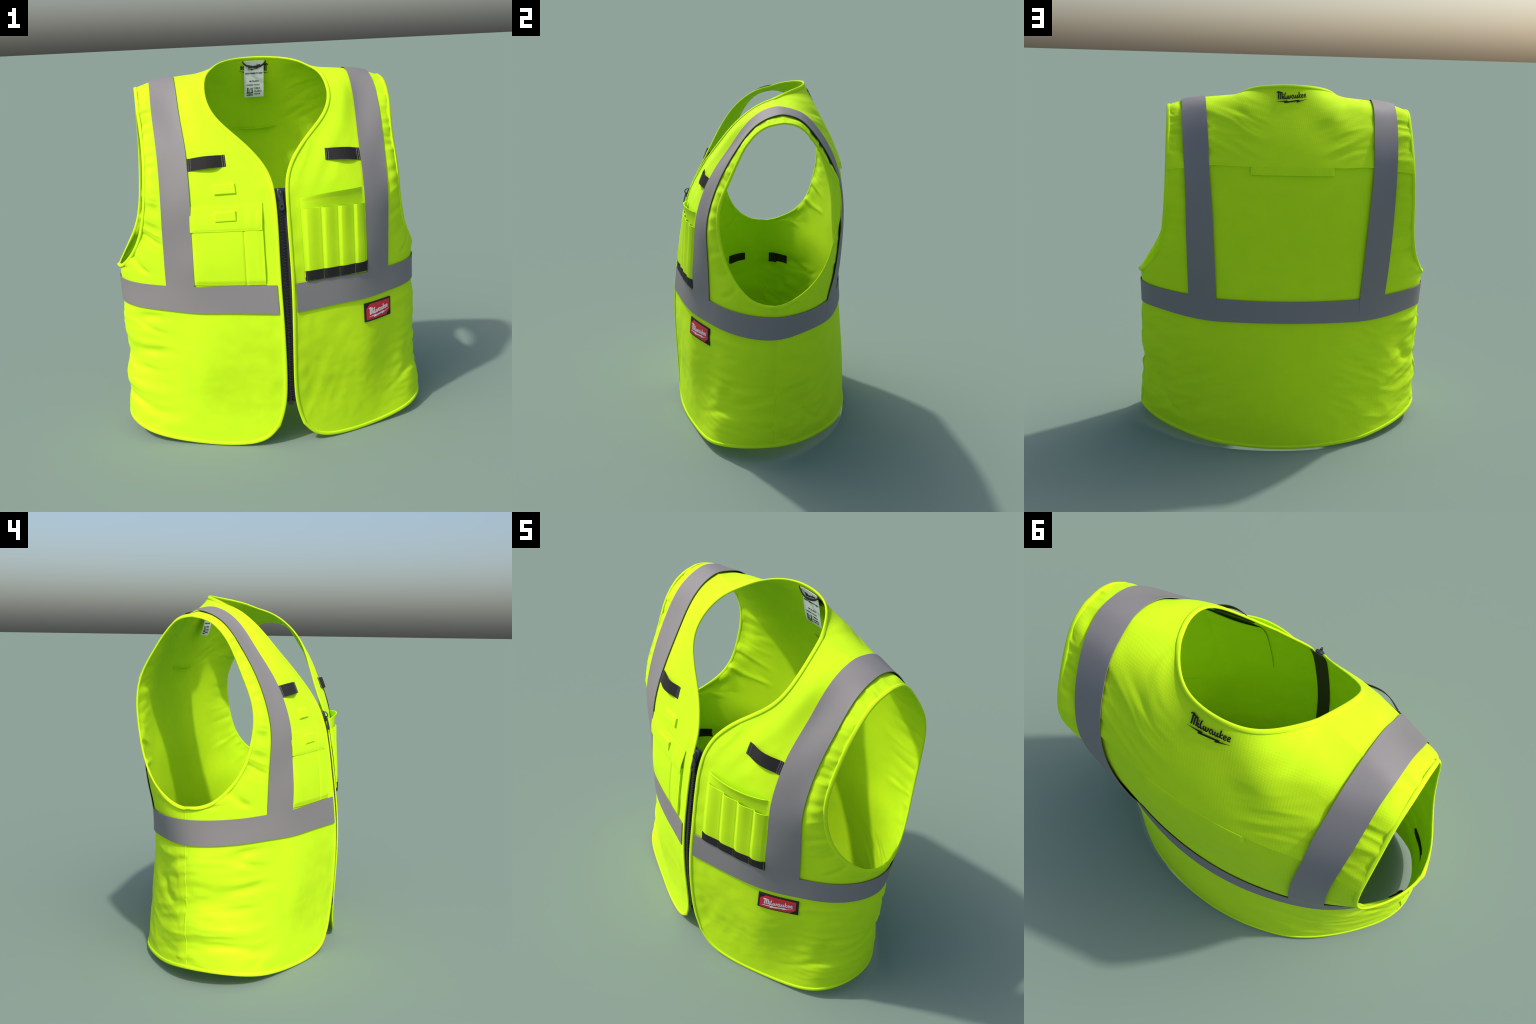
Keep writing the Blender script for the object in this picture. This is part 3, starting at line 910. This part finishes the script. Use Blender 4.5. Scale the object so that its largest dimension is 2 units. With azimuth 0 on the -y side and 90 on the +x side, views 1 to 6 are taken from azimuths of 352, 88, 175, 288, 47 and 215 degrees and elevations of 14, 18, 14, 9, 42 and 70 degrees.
def print_on(name, co, fc, place, off, mat, parent, th=.0012):
    """Lay flat 2-D faces on the garment; place(x,y)->(point, normal)."""
    bm = bmesh.new()
    vs = [bm.verts.new((c[0], c[1], 0)) for c in co]
    for f in fc:
        try: bm.faces.new([vs[i] for i in f])
        except ValueError: pass
    # long faces are cut so they can bend with the cloth
    for _ in range(2):
        bmesh.ops.subdivide_edges(bm, edges=[e for e in bm.edges if e.calc_length() > .02], cuts=1)
    bmesh.ops.triangulate(bm, faces=bm.faces)
    bm.verts.index_update()
    co2 = [v.co[:2] for v in bm.verts]; fc2 = [[v.index for v in f.verts] for f in bm.faces]
    bnd = [[v.index for v in e.verts] for e in bm.edges if len(e.link_faces) == 1]
    bm.free()
    T, B = [], []
    for c in co2:
        P, N = place(*c)
        T.append(P + N * off); B.append(P + N * (off - th))
    n = len(T)
    faces = [tuple(f) for f in fc2] + [tuple(i + n for i in f[::-1]) for f in fc2]
    faces += [(a, b, b + n, a + n) for a, b in bnd]
    return make_obj(name, T + B, faces, mat, parent, False)

def logo_faces(length, rise):
    """Script word over a lightning bolt, centred on 0,0; the baseline climbs by rise."""
    co, fc = strokes_mesh(stroke_word(), .235 / .90)
    co = co * .90 * length
    co[:, 0] += co[:, 1] * .14 + .045 * length
    co[:, 1] += .062 * length
    bolt = np.array(BOLT) * length
    b = len(co)
    faces = fc + [[b, b + 1, b + 9], [b + 1, b + 2, b + 9], [b + 9, b + 2, b + 8], [b + 2, b + 7, b + 8], [b + 2, b + 3, b + 7],
                  [b + 3, b + 4, b + 7], [b + 7, b + 4, b + 6], [b + 4, b + 5, b + 6]]
    co = np.vstack([co, bolt])
    co -= (co.min(0) + co.max(0)) / 2
    a = math.atan(rise); c, q = math.cos(a), math.sin(a)
    return co @ np.array([[c, q], [-q, c]]), faces

# badge under the belt, x > 0
bc0 = np.array([(.430, .703), (.605, .699), (.606, .598), (.431, .603)])
bd = cloth_piece("badge", on_front, [tuple(c) for c in bc0], 20, 10, lambda s, t: .007, MAT_WEB, vest)
def badge_place(x, y):
    # x,y in 0..1 of the badge, y up
    q = (bc0[3] * (1 - x) + bc0[2] * x) * (1 - y) + (bc0[0] * (1 - x) + bc0[1] * x) * y
    return on_front(*q)
hexa = [(.055, .08), (.80, .08), (.945, .34), (.945, .92), (.20, .92), (.055, .66)]
cen = (.5, .5)
print_on("badge_face", np.array(hexa + [cen]), [[i, (i + 1) % 6, 6] for i in range(6)],
         lambda x, y: badge_place(x, y), .0092, MAT_RED, bd, .003)
co, fc = logo_faces(.138, .10)
print_on("badge_lettering", co, fc, lambda x, y: badge_place(x / .175 + .5, y * 1.18 / .100 + .5), .0100, MAT_WHITE, bd, .001)

# print under the back collar, showing through on the inside too
co, fc = logo_faces(.172, .10)
def yoke_place(x, y):
    p, n = on_back(-x + .004, 1.934 + y); return p, n
print_on("collar_lettering", co, fc, yoke_place, .0062, MAT_INK, vest, .001)
def yoke_place_in(x, y):
    p, n = on_back(-x + .004, 1.934 + y); return p - n * TH, -n
print_on("collar_lettering", co, fc, yoke_place_in, .0022, MAT_INK, vest, .001)

# ---------------------------------------------------------------- size label and hanger loop inside the back neck
def label_place(x, z):
    p, n = in_back(x, z); hang = .006 + .048 * smooth01((1.985 - z) / .20)
    return p + n * hang + np.array([0, 0, 0]), n
LX0, LX1, LZ0, LZ1 = -.056, .057, 1.800, 1.978
G = np.array([[label_place(x, z)[0] for x in np.linspace(LX0, LX1, 9)] for z in np.linspace(LZ1, LZ0, 13)])
Nn = np.array([[label_place(x, z)[1] for x in np.linspace(LX0, LX1, 9)] for z in np.linspace(LZ1, LZ0, 13)])
lab = sheet("size_label", G + Nn * .001, Nn, .0015, MAT_LABEL, vest)
def lab_place(x, y): return label_place(LX0 + x * (LX1 - LX0), LZ0 + y * (LZ1 - LZ0))
def lab_text(body, x0, x1, y0, y1, shear=.25, bold=.012):
    co, fc = flat_text(body, shear, bold)
    co = co * np.array([x1 - x0, y1 - y0]) + np.array([x0, y0])
    print_on("label_lettering", co, fc, lab_place, .0022, MAT_INK, lab, .0008)
lab_text("HIGH VISIBILITY VEST", .05, .95, .635, .675)
lab_text("48-73-5041", .25, .75, .43, .465)
lab_text("ANSI/ISEA 107-2015", .12, .78, .335, .365, 0, 0)
lab_text("TYPE R", .50, .80, .235, .275)
lab_text("CLASS 2", .50, .88, .155, .195)
lab_text("NOT FR", .50, .82, .075, .115)
co, fc = logo_faces(.080, .22)
print_on("label_lettering", co, fc, lambda x, y: lab_place(x / .113 + .5, y / .178 + .84), .0022, MAT_INK, lab, .0008)
icon_co, icon_fc = [], []
for (x0, y0, x1, y1) in [(.15, .14, .20, .27), (.37, .14, .42, .27), (.11, .115, .44, .14), (.11, .055, .44, .08), (.265, .03, .275, .20)]:
    b = len(icon_co); icon_co += [(x0, y0), (x1, y0), (x1, y1), (x0, y1)]; icon_fc.append([b, b + 1, b + 2, b + 3])
for (xa, xb) in ((.215, .27), (.325, .27)):
    b = len(icon_co); icon_co += [(xa, .27), (xa + .012, .27), (xb + .006, .20), (xb - .006, .20)]; icon_fc.append([b, b + 1, b + 2, b + 3])
print_on("label_icon", np.array(icon_co), icon_fc, lab_place, .0022, MAT_INK, lab, .0008)

hang = []
for f in np.linspace(0, 1, 28):
    x = -.066 + .136 * f
    sag = math.sin(math.pi * f) ** .8
    p, n = in_back(x, 1.974 - .012 * min(1, sag * 1.6))
    hang.append((p + n * (.006 + .022 * sag) + np.array([0, 0, -.008 * sag]), n))
Gh = np.array([[a + np.array([0, 0, dz]) for dz in (.0055, .002, -.002, -.0055)] for a, n in hang])
Nh = np.array([[n] * 4 for a, n in hang])
sheet("hanger_loop", Gh, Nh, .002, MAT_WEB, vest)

# nothing but the vest is left in the scene
for o in list(bpy.data.objects):
    if o.name.startswith("tmp_"): bpy.data.objects.remove(o)
# set the lowest point on the ground
bpy.context.view_layer.update()
zmin = min((o.matrix_world @ v.co).z for o in bpy.data.objects if o.type == "MESH" for v in o.data.vertices)
vest.location.z = -zmin
